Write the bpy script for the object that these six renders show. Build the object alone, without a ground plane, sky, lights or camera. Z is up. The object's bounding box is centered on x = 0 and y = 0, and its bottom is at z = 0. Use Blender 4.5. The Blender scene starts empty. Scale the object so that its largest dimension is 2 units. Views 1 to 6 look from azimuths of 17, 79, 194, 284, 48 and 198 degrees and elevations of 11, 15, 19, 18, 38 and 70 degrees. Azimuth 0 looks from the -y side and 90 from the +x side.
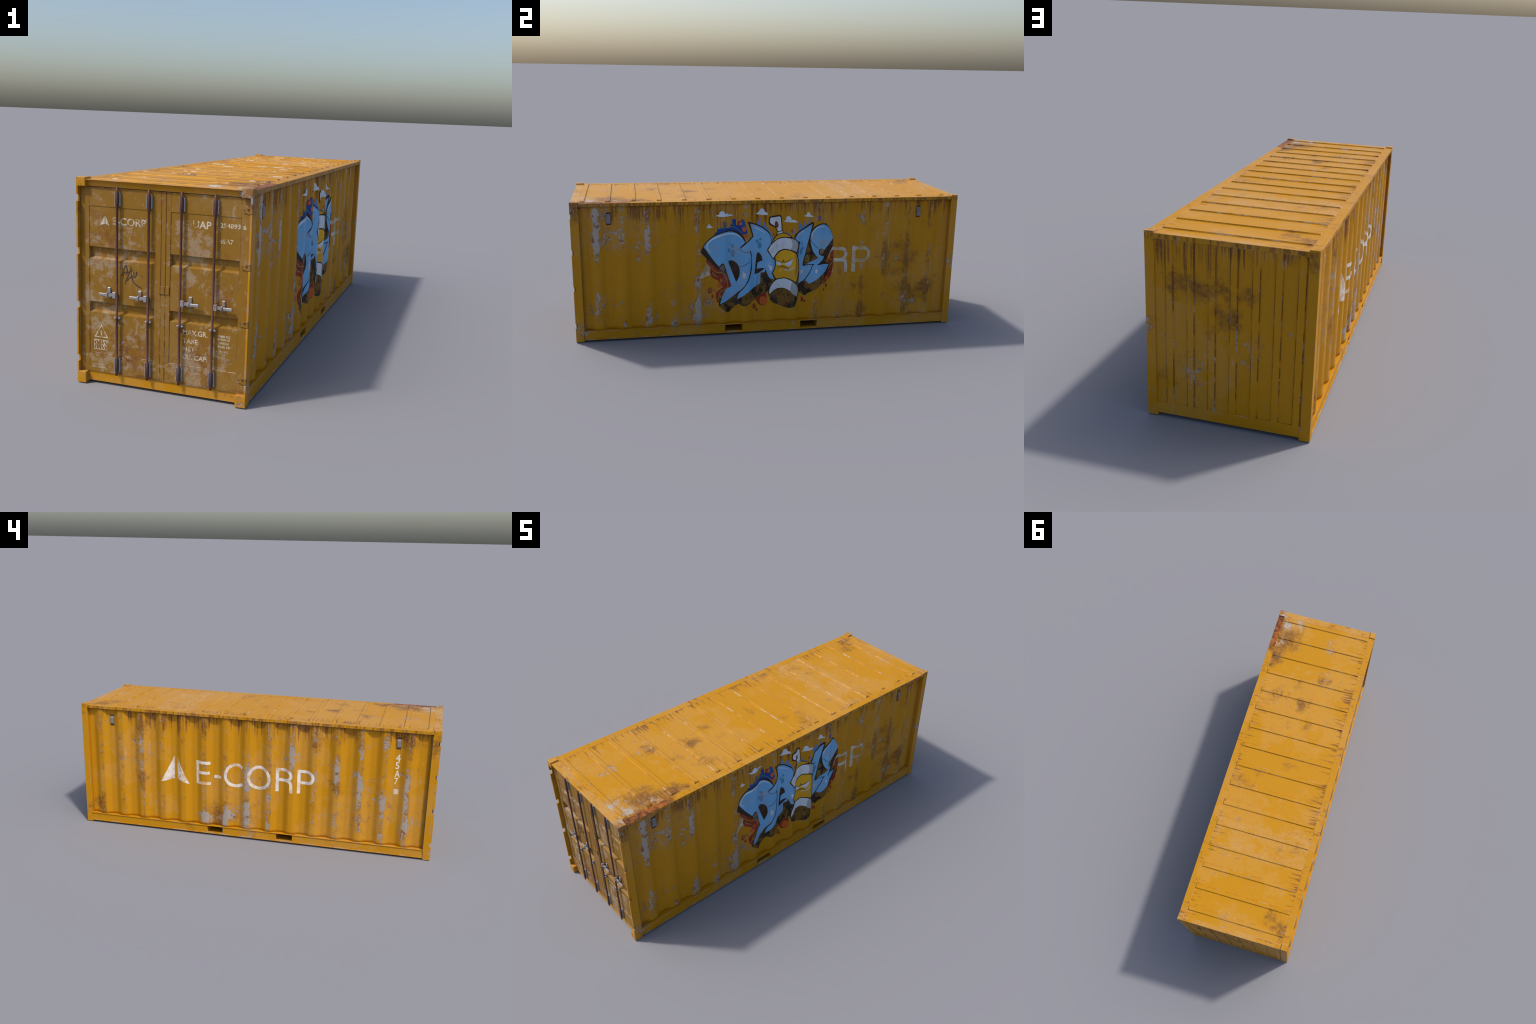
# Weathered yellow shipping container: pressed-steel walls, ribbed roof, twin doors
# with locking bars, stencilled lettering and a spray-painted mural on one side.
import bpy, bmesh, math, random
from mathutils import Vector, Matrix
from mathutils.geometry import tessellate_polygon

random.seed(7)
SC = bpy.context.scene

# ------------------------------------------------------------------ main sizes (m)
HX = 0.3085            # half width
HT = 0.7152            # top of corner castings
YF, YR = -1.0, 1.0     # door end, rear end
PF, PR = -0.9585, 0.967    # inner ends of front and rear posts
ROOF_Z = 0.7085
WALL_Z0, WALL_Z1 = 0.0555, 0.692
PERIOD = 0.1244        # corrugation pitch of the side walls
RIDGE_X, WALL_DEPTH = 0.3015, 0.017
RIDGE_C = {1: -0.0115, -1: 0.0195}   # y of one ridge on the right / left wall
DOOR_Y = -0.983
RIBS = [-0.942 + i * 0.12433 for i in range(16)]
BARS = [-0.160, -0.0455, 0.0695, 0.1845]
HINGE_Z = [0.6455, 0.4655, 0.2790, 0.0880]
REAR_STRIPS = [0.2187 - i * 0.0788 for i in range(7)]

ROOT = bpy.data.objects.new("shipping_container", None)
SC.collection.objects.link(ROOT)
ROOT["label"] = "weathered yellow steel freight container with side mural"
ROOT["category"] = "shipping container"


# ================================================================== node shorthand
class S:
    """A socket that can be combined with + - * and helper functions."""
    def __init__(self, m, sock):
        self.m, self.s = m, sock
    def __add__(a, b): return a.m.math('ADD', a, b)
    def __radd__(a, b): return a.m.math('ADD', a, b)
    def __sub__(a, b): return a.m.math('SUBTRACT', a, b)
    def __rsub__(a, b): return a.m.math('SUBTRACT', b, a)
    def __mul__(a, b): return a.m.math('MULTIPLY', a, b)
    def __rmul__(a, b): return a.m.math('MULTIPLY', a, b)


class Mat:
    def __init__(self, name):
        self.mat = bpy.data.materials.new(name)
        self.mat.use_nodes = True
        self.nt = self.mat.node_tree
        self.nt.nodes.clear()
        self.out = self.nt.nodes.new('ShaderNodeOutputMaterial')
        self.bsdf = self.nt.nodes.new('ShaderNodeBsdfPrincipled')
        self.nt.links.new(self.bsdf.outputs[0], self.out.inputs[0])
        tc = self.nt.nodes.new('ShaderNodeTexCoord')
        tc.object = ROOT                      # one frame for every part
        self.P = S(self, tc.outputs['Object'])
        sx = self.nt.nodes.new('ShaderNodeSeparateXYZ')
        self.nt.links.new(tc.outputs['Object'], sx.inputs[0])
        self.x, self.y, self.z = [S(self, sx.outputs[i]) for i in range(3)]

    def put(self, v, sock):
        if isinstance(v, S):
            self.nt.links.new(v.s, sock)
        elif isinstance(v, (tuple, list)):
            sock.default_value = tuple(v) + ((1.0,) if len(v) == 3 and len(sock.default_value) == 4 else ())
        else:
            sock.default_value = v

    def math(self, op, a, b=0.0, c=None):
        n = self.nt.nodes.new('ShaderNodeMath')
        n.operation = op
        self.put(a, n.inputs[0]); self.put(b, n.inputs[1])
        if c is not None:
            self.put(c, n.inputs[2])
        return S(self, n.outputs[0])

    def mx(self, a, b): return self.math('MAXIMUM', a, b)
    def mn(self, a, b): return self.math('MINIMUM', a, b)
    def absv(self, a): return self.math('ABSOLUTE', a)

    def smooth(self, v, a, b, lo=0.0, hi=1.0):
        n = self.nt.nodes.new('ShaderNodeMapRange')
        n.interpolation_type = 'SMOOTHSTEP'
        self.put(v, n.inputs[0])
        n.inputs[1].default_value, n.inputs[2].default_value = a, b
        n.inputs[3].default_value, n.inputs[4].default_value = lo, hi
        return S(self, n.outputs[0])

    def coords(self, scale=(1, 1, 1), rot=(0, 0, 0), loc=(0, 0, 0)):
        n = self.nt.nodes.new('ShaderNodeMapping')
        self.put(self.P, n.inputs[0])
        n.inputs['Location'].default_value = loc
        n.inputs['Rotation'].default_value = rot
        n.inputs['Scale'].default_value = scale
        return S(self, n.outputs[0])

    def noise(self, scale, detail=5.0, rough=0.6, dist=0.0, stretch=(1, 1, 1), rot=(0, 0, 0), off=0.0):
        n = self.nt.nodes.new('ShaderNodeTexNoise')
        self.put(self.coords(stretch, rot, (off, off * 1.7, off * 0.6)), n.inputs['Vector'])
        n.inputs['Scale'].default_value = scale
        n.inputs['Detail'].default_value = detail
        n.inputs['Roughness'].default_value = rough
        n.inputs['Distortion'].default_value = dist
        return S(self, n.outputs[0])

    def mix(self, f, a, b):
        n = self.nt.nodes.new('ShaderNodeMix')
        n.data_type = 'RGBA'
        self.put(f, n.inputs[0]); self.put(a, n.inputs[6]); self.put(b, n.inputs[7])
        return S(self, n.outputs[2])

    def spots(self, pts):
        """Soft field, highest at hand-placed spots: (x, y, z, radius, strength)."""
        best = None
        wn = self.nt.nodes.new('ShaderNodeTexNoise')
        self.put(self.P, wn.inputs['Vector'])
        wn.inputs['Scale'].default_value = 13.0
        wn.inputs['Detail'].default_value = 5.0
        wn.inputs['Roughness'].default_value = 0.62
        wm = self.nt.nodes.new('ShaderNodeVectorMath')
        wm.operation = 'MULTIPLY_ADD'
        self.nt.links.new(wn.outputs['Color'], wm.inputs[0])
        wm.inputs[1].default_value = (.16, .16, .16)
        wm.inputs[2].default_value = (-.08, -.08, -.08)
        wa = self.nt.nodes.new('ShaderNodeVectorMath')
        wa.operation = 'ADD'
        self.put(self.P, wa.inputs[0]); self.nt.links.new(wm.outputs[0], wa.inputs[1])
        warped = S(self, wa.outputs[0])
        for (x, y, z, r, st) in pts:
            n = self.nt.nodes.new('ShaderNodeVectorMath')
            n.operation = 'DISTANCE'
            self.put(warped, n.inputs[0]); n.inputs[1].default_value = (x, y, z)
            f = self.smooth(S(self, n.outputs['Value']), 0.0, r, st, 0.0)
            best = f if best is None else self.mx(best, f)
        return best

    def wave_dist(self, coord, centre, period):
        """Distance to the nearest of a set of evenly spaced lines."""
        t = self.math('PINGPONG', coord - centre, period / 2)
        return t

    def edge(self, radius=0.004):
        """1 on worn arrises: where the rounded normal leaves the flat one."""
        bv = self.nt.nodes.new('ShaderNodeBevel')
        bv.samples = 4
        bv.inputs[0].default_value = radius
        ge = self.nt.nodes.new('ShaderNodeNewGeometry')
        d = self.nt.nodes.new('ShaderNodeVectorMath')
        d.operation = 'DOT_PRODUCT'
        self.nt.links.new(bv.outputs[0], d.inputs[0])
        self.nt.links.new(ge.outputs['Normal'], d.inputs[1])
        return self.smooth(1.0 - S(self, d.outputs['Value']), 0.02, 0.14)

    def finish(self, color, rough=0.5, metal=0.0, bump=None, strength=0.3, dist=0.002, spec=0.17):
        self.put(color, self.bsdf.inputs['Base Color'])
        self.put(rough, self.bsdf.inputs['Roughness'])
        self.put(metal, self.bsdf.inputs['Metallic'])
        self.put(spec, self.bsdf.inputs['Specular IOR Level'])
        if bump is not None:
            b = self.nt.nodes.new('ShaderNodeBump')
            b.inputs['Strength'].default_value = strength
            b.inputs['Distance'].default_value = dist
            self.put(bump, b.inputs['Height'])
            self.nt.links.new(b.outputs[0], self.bsdf.inputs['Normal'])
        return self.mat


# ------------------------------------------------------------------ palette (linear)
YELLOW = (0.490, 0.222, 0.004)
FADED = (0.505, 0.245, 0.030)
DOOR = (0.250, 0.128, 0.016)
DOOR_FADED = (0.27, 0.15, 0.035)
PRIMER = (0.430, 0.350, 0.285)
BARE = (0.370, 0.350, 0.330)
RUST = (0.215, 0.075, 0.022)
RUST_DARK = (0.085, 0.030, 0.014)
BROWN = (0.255, 0.108, 0.017)
GRIME = (0.130, 0.055, 0.016)
ORANGE_RUST = (0.300, 0.088, 0.014)
WHITE = (0.76, 0.72, 0.68)


def weather(m, base, faded, where=None, stain_at=None, peel_at=None, band=None, streak=None,
            chips=1.0, edge_wear=0.0, lines=None, fresh=0.0, stain_bias=0.0, peel_grey=PRIMER,
            line_rust=0.8, line_white=1.0, peel_gain=1.0):
    """Layer fading, brown grime, rust runs and chipped paint over a base coat.
    band: 0..1 field where paint rubs off; streak: (runs, amount) fields;
    lines: 0..1 field of seams that gather rust and chips; fresh: keeps paint whole."""
    big = m.noise(2.6, 3, 0.55, off=3.1)
    mid = m.noise(11.0, 8, 0.68, 0.25, off=1.3)
    brk = m.noise(19.0, 9, 0.74, 0.5, off=8.4)
    grit = m.noise(60.0, 5, 0.7, 0.3, off=2.7)
    fine = m.noise(95.0, 4, 0.7, off=5.5)
    scr = m.noise(1.0, 4, 0.6, stretch=(60, 60, 9), rot=(0.75, 0.5, 0.3), off=2.2)

    col = m.mix(m.smooth(big + mid * 0.5, 0.745, 0.815, 0.0, 0.75), base, faded)
    col = m.mix(m.smooth(fine, 0.30, 0.65, 0.10, 0.0), col, BROWN)

    # brown grime clouds
    brush = m.noise(1.0, 6, .68, stretch=(26, 12, 40), rot=(.5, .3, .6), off=31)
    g = mid * 0.36 + big * 0.20 + grit * 0.22 + brush * 0.24
    if stain_at is not None:
        g = g + stain_at * 0.25
    if band is not None:
        g = g + band * 0.125
    grime = m.smooth(g, 0.585 - stain_bias, 0.80 - stain_bias)
    col = m.mix(grime * 0.80, col, m.mix(m.smooth(grit, .4, .6), BROWN, GRIME))

    # rust runs
    if streak is not None:
        col = m.mix(streak * 0.85, col, m.mix(m.smooth(fine, .4, .6), RUST, RUST_DARK))

    # paint loss: pale primer, with rust creeping in
    p = brk * 0.70 + grit * 0.30 + (big - 0.5) * 0.30 - 0.045
    if band is not None:
        p = p + band * peel_gain * 0.120
    if peel_at is not None:
        p = p + peel_at * 0.135
    p = p - fresh
    hatch = m.noise(1.0, 5, 0.65, stretch=(30, 110, 40), rot=(0.6, 0.2, 0.4), off=21.0)
    p = p + (hatch - .5) * 0.34
    thin = m.smooth(p, 0.505, 0.60)          # paint worn thin around the chips
    peel = m.smooth(p, 0.585, 0.645)
    scratch = m.smooth(scr + big * 0.2, 0.75, 0.79) * 0.30 * chips
    if lines is not None:
        lrust = lines * m.smooth(m.noise(9, 4, .6, off=6.2), 0.40, 0.52)
        lwhite = lines * m.smooth(m.noise(11, 7, .74, off=9.9), 0.555, 0.600) * line_white
        col = m.mix(lrust * line_rust, col, RUST_DARK)
    col = m.mix(thin * 0.45, col, m.mix(m.smooth(mid, .46, .58), (.40, .23, .085), RUST))
    col = m.mix(m.mx(peel * chips * 0.92, scratch), col, m.mix(m.smooth(grit, .35, .65), peel_grey, BARE))
    col = m.mix(peel * m.smooth(m.noise(27, 5, .65, off=4.4), 0.56, 0.64) * chips * .9, col, RUST)
    wear = peel * chips
    if lines is not None:
        col = m.mix(lwhite, col, BARE)
        wear = m.mx(wear, lwhite)
    if edge_wear > 0:
        e = m.edge() * m.smooth(m.noise(13, 5, .7, off=7.7), 0.50, 0.57) * edge_wear
        col = m.mix(e, col, BARE)
        er = m.edge() * m.smooth(m.noise(10, 5, .7, off=1.7), 0.50, 0.60) * edge_wear * .6
        col = m.mix(er, col, RUST)
    m.lw = lwhite if lines is not None else None
    height = m.noise(5, 2, .5) * 1.2 + mid * 0.45 + fine * 0.10 - wear * 0.42 - m.smooth(scr, .68, .76) * 0.12
    return col, wear, height, grime


def top_runs(m, along, z, z_top, length):
    """Rust runs that start under the roof rail and fade out downwards."""
    n1 = m.noise(1.0, 6, 0.66, stretch=along, off=0.7)
    n2 = m.noise(4.5, 4, 0.6, off=6.6)
    depth = m.smooth(z, z_top - length, z_top + 0.012)
    return m.smooth(n1 + depth * 0.22 + (n2 - .5) * 0.55, 0.66, 0.83) * m.smooth(z, z_top - length, z_top - length * .35)


def side_mat(name, side):
    m = Mat(name)
    X = 0.294 * side
    d = m.wave_dist(m.y, RIDGE_C[side], PERIOD)
    band = m.smooth(d, 0.010, 0.019, 1.0, 0.0)
    gate = m.smooth(m.noise(1.0, 3, .5, stretch=(1, 6, 3.2), off=2.9 + side), 0.30, 0.54)
    if side > 0:
        stains = [(.717, .404, .13, .9), (.670, .325, .10, .8), (.49, .24, .09, .6), (.753, .187, .10, 1), (.826, .194, .09, .9),
                  (.888, .222, .08, .8), (.616, .367, .08, .7), (.497, .105, .06, .7), (.829, .582, .09, .6), (-.917, .158, .09, .6)]
        peels = [(-.82, .56, .09, .9), (-.88, .50, .11, .8), (-.636, .508, .09, 1), (-.664, .455, .09, .9), (-.826, .20, .11, .9),
                 (-.88, .155, .12, .9), (-.637, .114, .07, 1), (-.337, .168, .08, .9), (-.404, .131, .10, .9), (-.505, .25, .09, .7),
                 (.472, .591, .06, .9), (.788, .143, .04, .9), (.689, .355, .05, .8), (-.86, .66, .10, .7), (-.39, .28, .07, .7)]
    else:
        stains = [(.182, .106, .10, 1.2), (-.55, .66, .12, .8), (-.85, .65, .12, .8), (.93, .125, .09, .9), (.642, .30, .07, .9), (-.48, .364, .06, .9), (-.169, .68, .07, .9),
                  (-.37, .596, .07, .7), (.642, .60, .08, .7), (.26, .645, .06, .8)]
        peels = [(.251, .108, .08, 1.4), (.133, .112, .09, 1.4), (.025, .114, .09, 1.4), (-.594, .395, .09, 1), (-.474, .467, .08, .8),
                 (-.74, .307, .10, .9), (-.849, .467, .08, .8), (-.89, .172, .07, .9), (-.865, .155, .07, .8), (.646, .508, .05, 1),
                 (.649, .399, .05, .8), (-.599, .598, .10, .8), (-.718, .617, .08, .8), (-.22, .50, .06, .9), (.02, .36, .07, .7)]
    sf = m.spots([(X, a, b, r * 1.3, s) for a, b, r, s in stains])
    pf = m.spots([(X, a, b, r * 1.25, s) for a, b, r, s in peels])
    runs = top_runs(m, (3, 85, 3.0), m.z, 0.692, 0.20)
    w = m.smooth(m.y, -.35, .45, 1.0, .62 if side > 0 else .52)
    col, wear, h, _ = weather(m, YELLOW, FADED, stain_at=sf, peel_at=pf, band=band * gate, streak=runs, peel_gain=w)
    return m.finish(col, m.smooth(wear, 0, 1, .50, .42), wear * 0.25, h, 0.55, 0.004)


def roof_mat():
    m = Mat("roof_paint")
    stains = [(.008, -.405, .07, .9), (-.057, -.278, .07, .9), (-.028, -.019, .07, .9), (.119, .07, .08, .8), (-.185, .851, .08, 1),
              (-.252, .90, .08, 1.2), (.215, -.81, .13, 1.3), (.27, -.66, .11, 1.2), (.27, -.88, .09, 1.2), (.20, .15, .09, .7), (-.22, .45, .08, .6), (.05, -.52, .07, .7), (.164, -.426, .07, .7), (-.117, .529, .08, .6), (-.08, -.6, .05, .9)]
    peels = [(-.073, -.823, .08, .9), (-.067, -.637, .04, 1), (.162, -.949, .06, 1.3), (.241, -.90, .08, 1.2), (.25, -.80, .06, 1.2), (.20, -.93, .05, 1.2),
             (-.276, .91, .035, 1.1), (.083, .949, .07, .8), (-.004, .68, .03, 1), (-.012, -.937, .06, .8), (.283, -.62, .04, .9), (-.13, .353, .04, .7)]
    sf = m.spots([(a, b, ROOF_Z, r * 1.3, s) for a, b, r, s in stains])
    pf = m.spots([(a, b, ROOF_Z, r * 1.2, s) for a, b, r, s in peels])
    d = m.wave_dist(m.y, RIBS[0], 0.12433)
    inside = m.smooth(m.absv(m.x), 0.268, 0.274, 1.0, 0.0)
    lines = m.smooth(m.absv(d - 0.0112), 0.0005, 0.0017, 1.0, 0.0) * inside
    edge = m.smooth(m.absv(m.x), 0.10, 0.30)
    runs = m.smooth(m.noise(1.0, 4, .6, stretch=(9, 95, 1), off=.7) + edge * 0.22 + (m.noise(5, 3, .6, off=9) - .5) * .5, 0.71, 0.83) * edge
    # rusted-through corner along the rail by the door end
    corner = m.smooth(m.x + (m.y + 0.93) * -0.05 + m.noise(30, 5, .7) * 0.02, 0.284, 0.290) * m.smooth(m.y, -0.80, -0.55, 1.0, 0.0)
    runs = m.mx(runs, corner * 0.0)
    col, wear, h, _ = weather(m, YELLOW, FADED, stain_at=sf, peel_at=pf, streak=runs, lines=lines, chips=1.0, fresh=0.012, line_rust=.6)
    col = m.mix(corner * m.smooth(m.noise(14, 6, .7, off=3.3), 0.3, .5), col, ORANGE_RUST)
    # low-angle sky reflection, tinted pale into this stretch of roof and made glossier
    py = m.smooth(m.absv(m.y - 0.470), 0.07, 0.17, 1.0, 0.0)
    pale_patch = m.smooth(m.noise(13, 8, .75, .4, off=7.1) + py * .22, 0.64, 0.78) * m.smooth(m.noise(90, 4, .7), .38, .60, .25, 1.0)
    col = m.mix(pale_patch * 0.42, col, (0.50, 0.310, 0.140))
    return m.finish(col, m.mx(m.smooth(m.mx(pale_patch, m.lw), 0, 1, .46, .34), .34), m.lw * .15, h, 0.45, 0.003)


def rear_mat():
    m = Mat("rear_wall_paint")
    st = [(.20, .538, .09, 1), (.105, .527, .09, 1), (.024, .539, .08, 1), (.013, .433, .09, 1), (.051, .377, .06, .9), (-.07, .518, .08, 1),
          (-.20, .663, .07, .7), (.247, .146, .07, .8)]
    pe = [(.14, .219, .07, 1.4), (.11, .198, .06, 1.2), (-.094, .295, .07, 1.5), (.013, .374, .04, 1), (-.021, .369, .04, .9), (-.22, .43, .04, 1),
          (-.182, .104, .05, .9), (-.07, .33, .05, .7)]
    sf = m.spots([(a, .985, b, r * 1.3, s) for a, b, r, s in st])
    pf = m.spots([(a, .985, b, r * 1.3, s) for a, b, r, s in pe])
    d = m.wave_dist(m.x, REAR_STRIPS[0], 0.0788)
    lines = m.smooth(m.absv(d - 0.0133), 0.0008, 0.0030, 1.0, 0.0)
    low = m.smooth(m.z, .30, .50, 1.0, .25)
    runs = top_runs(m, (85, 3, 2.4), m.z, 0.689, 0.23)
    col, wear, h, _ = weather(m, YELLOW, FADED, stain_at=sf, peel_at=pf, streak=runs, lines=lines, chips=.9, fresh=.02, line_rust=.7, line_white=low)
    return m.finish(col, .5, wear * .2, h, 0.4, 0.003)


def frame_mat():
    m = Mat("frame_paint")
    pe = [(HX, -.98, .70, .07, 1), (HX, -.93, .70, .06, .9), (HX, -.86, .70, .06, .9), (HX, -.78, .70, .06, .8), (.29, -.98, HT, .05, 1.2),
          (HX, -.98, .07, .11, 1), (HX, -.97, .16, .06, .6), (HX, -.90, .03, .06, .9), (HX, -.70, .035, .06, .8), (HX, .985, .14, .04, .9),
          (.295, 1, .35, .06, 1), (.296, 1, .083, .06, .9), (-.289, 1, .06, .05, 1), (-HX, .02, .03, .07, 1.0), (-.29, .98, .05, .05, .6),
          (HX, .14, .035, .05, .7), (.08, .98, ROOF_Z, .08, .8), (-.1, -.985, ROOF_Z, .09, .6)]
    st = [(HX, -.99, .68, .09, 1.1), (HX, -.9, .70, .10, .8), (-HX, -.98, .64, .08, 1), (-HX, .95, .08, .06, 1), (-.285, 1, .67, .06, 1),
          (-HX, .34, .045, .05, 1), (.29, -.62, .70, .1, .6)]
    pf = m.spots([(a, b, c, r * 1.3, s) for a, b, c, r, s in pe])
    sf = m.spots([(a, b, c, r * 1.3, s) for a, b, c, r, s in st])
    # grime runs over the faces of the top rails
    top = m.smooth(m.z, .685, .695) * m.smooth(m.z, .7070, .7082, 1.0, .10) * m.smooth(m.y, -.9795, -.976)
    runs = m.smooth(m.noise(1.0, 4, .6, stretch=(75, 75, 9), off=.7) + m.noise(5, 3, .6, off=5) * .5, 0.70, 0.84) * top
    col, wear, h, _ = weather(m, YELLOW, FADED, stain_at=sf, peel_at=pf, streak=runs * .8, chips=.95, edge_wear=.9, fresh=.03)
    # bare rusty strip on the top rail beside the doors
    strip = m.smooth(m.x, .271, .274) * m.smooth(m.z, .7075, .7083) * m.smooth(m.y + m.noise(12, 5, .7) * .3, -.62, -.50, 1.0, 0.0)
    strip = strip * m.smooth(m.y, -.962, -.958)
    rn = m.noise(22, 8, .75, .4, off=3.3)
    col = m.mix(strip * m.smooth(rn, 0.34, .46, .5, 1.0), col, m.mix(m.smooth(rn, .44, .58), ORANGE_RUST, RUST_DARK))
    dash = m.smooth(m.noise(1.0, 4, .65, stretch=(22, 95, 1), off=4.7) + (m.noise(6, 3, .6, off=3) - .5) * .6, .585, .70)
    col = m.mix(dash * m.smooth(m.z, .7080, .7084) * .75, col, RUST)
    # end strips of the roof plate: paler, speckled colour and lower roughness
    up = m.smooth(m.z, .7080, .7084) * m.smooth(m.absv(m.y), .955, .963)
    pale_patch = up * m.smooth(m.noise(9, 6, .7, off=7.1), .42, .60) * m.smooth(m.noise(90, 3, .6), .35, .6, .3, .8)
    col = m.mix(pale_patch * .5, col, (.50, .325, .165))
    return m.finish(col, m.smooth(pale_patch, 0, 1, .48, .34), wear * .2, h, 0.35, 0.0025)


def door_mat():
    m = Mat("door_paint")
    pe = [(-.13, .50, .09, .7), (-.21, .43, .08, .8), (-.27, .3, .06, .8), (-.22, .23, .08, .7), (-.20, .09, .08, .8), (-.11, .18, .07, .6),
          (.07, .55, .06, .9), (.11, .50, .09, .8), (.08, .43, .06, .9), (.19, .37, .05, .7), (.10, .10, .09, .8), (.2, .12, .07, .6),
          (-.255, .52, .06, .6), (.03, .085, .05, .6), (.13, .17, .06, .5), (-.09, .10, .06, .5)]
    pf = m.spots([(a, DOOR_Y, c, r * 1.3, s) for a, c, r, s in pe])
    st = [(-.20, .52, .10, .8), (-.1, .12, .10, .8), (.14, .12, .09, .8), (.2, .35, .08, .8), (-.24, .15, .08, .6), (-.02, .3, .05, .5)]
    sf = m.spots([(a, DOOR_Y, c, r * 1.3, s) for a, c, r, s in st])
    frm = m.smooth(m.absv(m.math('PINGPONG', m.z - .109, .512) - .0), .0006, .0022, 1.0, 0.0)
    vx = m.mn(m.mn(m.absv(m.x + .269), m.absv(m.x + .025)), m.mn(m.absv(m.x - .0285), m.absv(m.x - .2675)))
    mid = m.mn(m.absv(m.x + .0045), m.absv(m.x - .0125))
    lines = m.mx(m.mx(m.smooth(vx, .0005, .0016, .8, 0), m.smooth(mid, .0008, .0024, 1, 0)),
                 frm * m.smooth(m.absv(m.absv(m.x) - .148), .120, .1205, 1, 0))
    ends = m.mx(m.smooth(m.z, .045, .056, 1, 0), m.smooth(m.z, .672, .684))
    runs = ends * m.smooth(m.noise(14, 4, .6), .42, .56) * .8
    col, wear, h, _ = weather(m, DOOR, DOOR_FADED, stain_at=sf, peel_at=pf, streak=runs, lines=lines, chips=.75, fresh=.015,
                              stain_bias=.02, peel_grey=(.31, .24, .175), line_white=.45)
    mot = m.noise(38, 7, .68, .4, off=12.5) * .7 + m.noise(15, 3, .6, off=3) * .3
    col = m.mix(m.smooth(mot + pf * .15, .545, .640, 0, .70), col, (.340, .255, .165))
    col = m.mix(m.smooth(m.noise(27, 6, .66, .4, off=17.5) + sf * .08, .55, .68, 0, .50), col, (.205, .080, .022))
    return m.finish(col, .52, wear * .15, h, 0.45, 0.003)


def metal_mat(name, base, speck, amount, rough=.45, metal=.35):
    m = Mat(name)
    n = m.noise(42, 6, .7, .3)
    col = m.mix(m.smooth(n, .58 - amount, .70 - amount), base, speck)
    col = m.mix(m.smooth(m.noise(110, 3, .6), .35, .7, .25, 0), col, tuple(c * .45 for c in base))
    return m.finish(col, rough, metal, n, .3, .001)


def paint_mark(name, color, wear_lo=0.56, wear_hi=0.66, under=YELLOW, tint=None, fuzz=0.0, patch=0.0, dust=0.45):
    """Sprayed or stencilled paint; rubs through to the coat beneath."""
    m = Mat(name)
    n = m.noise(26, 8, .75, .3, off=11)
    big = m.noise(6, 3, .5, off=4)
    fine = m.noise(120, 4, .7)
    c = color if tint is None else m.mix(m.smooth(big, .38, .62), color, tint)
    c = m.mix(m.smooth(fine, .3, .7, .12, 0), c, under)
    v = n + (big - .5) * .5 + fine * fuzz
    if patch:
        v = v + (m.noise(1.0, 4, .6, stretch=(5, 24, 7), off=2) - .5) * patch
    c = m.mix(m.smooth(v, wear_lo, wear_hi, 0.0, 0.92), c, under)
    d = m.smooth(m.noise(12, 8, .72, off=14) + fine * .2, .58, .76)
    c = m.mix(d * dust, c, (.36, .30, .26))
    return m.finish(c, .5, 0.0, n, .15, .001)


# ================================================================== mesh helpers
def add(name, bm_or_mesh, mat, parent=None, smooth=False):
    if isinstance(bm_or_mesh, bmesh.types.BMesh):
        me = bpy.data.meshes.new(name)
        bm_or_mesh.to_mesh(me)
        bm_or_mesh.free()
    else:
        me = bm_or_mesh
    if mat is not None and not me.materials:
        me.materials.append(mat)
    if smooth:
        me.polygons.foreach_set("use_smooth", [True] * len(me.polygons))
    ob = bpy.data.objects.new(name, me)
    SC.collection.objects.link(ob)
    ob.parent = parent or ROOT
    return ob


def bm_box(bm, x0, x1, y0, y1, z0, z1, bevel=0.0, seg=1):
    r = bmesh.ops.create_cube(bm, size=1.0)
    for v in r['verts']:
        v.co = Vector(((x0 + x1) / 2 + v.co.x * (x1 - x0), (y0 + y1) / 2 + v.co.y * (y1 - y0), (z0 + z1) / 2 + v.co.z * (z1 - z0)))
    if bevel:
        es = list({e for v in r['verts'] for e in v.link_edges})
        bmesh.ops.bevel(bm, geom=es, offset=bevel, segments=seg, affect='EDGES', profile=0.5)


def boxes(name, lst, mat, parent=None, bevel=0.0008):
    bm = bmesh.new()
    for b in lst:
        bm_box(bm, *b, bevel=bevel)
    return add(name, bm, mat, parent)


def bm_prism(bm, pts, axis, lo, hi):
    """Extrude a closed 2-D outline along an axis."""
    def co(p, t):
        return {'x': (t, p[0], p[1]), 'y': (p[0], t, p[1]), 'z': (p[0], p[1], t)}[axis]
    a = [bm.verts.new(co(p, lo)) for p in pts]
    b = [bm.verts.new(co(p, hi)) for p in pts]
    fs = [bm.faces.new(a), bm.faces.new(b)]
    n = len(pts)
    for i in range(n):
        fs.append(bm.faces.new((a[i], a[(i + 1) % n], b[(i + 1) % n], b[i])))
    bmesh.ops.recalc_face_normals(bm, faces=fs)


def bm_tube(bm, x, y, rings, seg=14):
    """Upright round bar from (z, radius) rings."""
    prev = None
    for z, r in rings:
        cur = [bm.verts.new((x + r * math.cos(2 * math.pi * i / seg), y + r * math.sin(2 * math.pi * i / seg), z)) for i in range(seg)]
        if prev:
            for i in range(seg):
                bm.faces.new((prev[i], prev[(i + 1) % seg], cur[(i + 1) % seg], cur[i]))
        else:
            bm.faces.new(list(reversed(cur)))
        prev = cur
    bm.faces.new(prev)


# ------------------------------------------------------------------ corrugation
def ramp(t):
    t = min(max(t, 0.0), 1.0)
    return 0.45 * t + 0.55 * (t * t * (3 - 2 * t))


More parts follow.
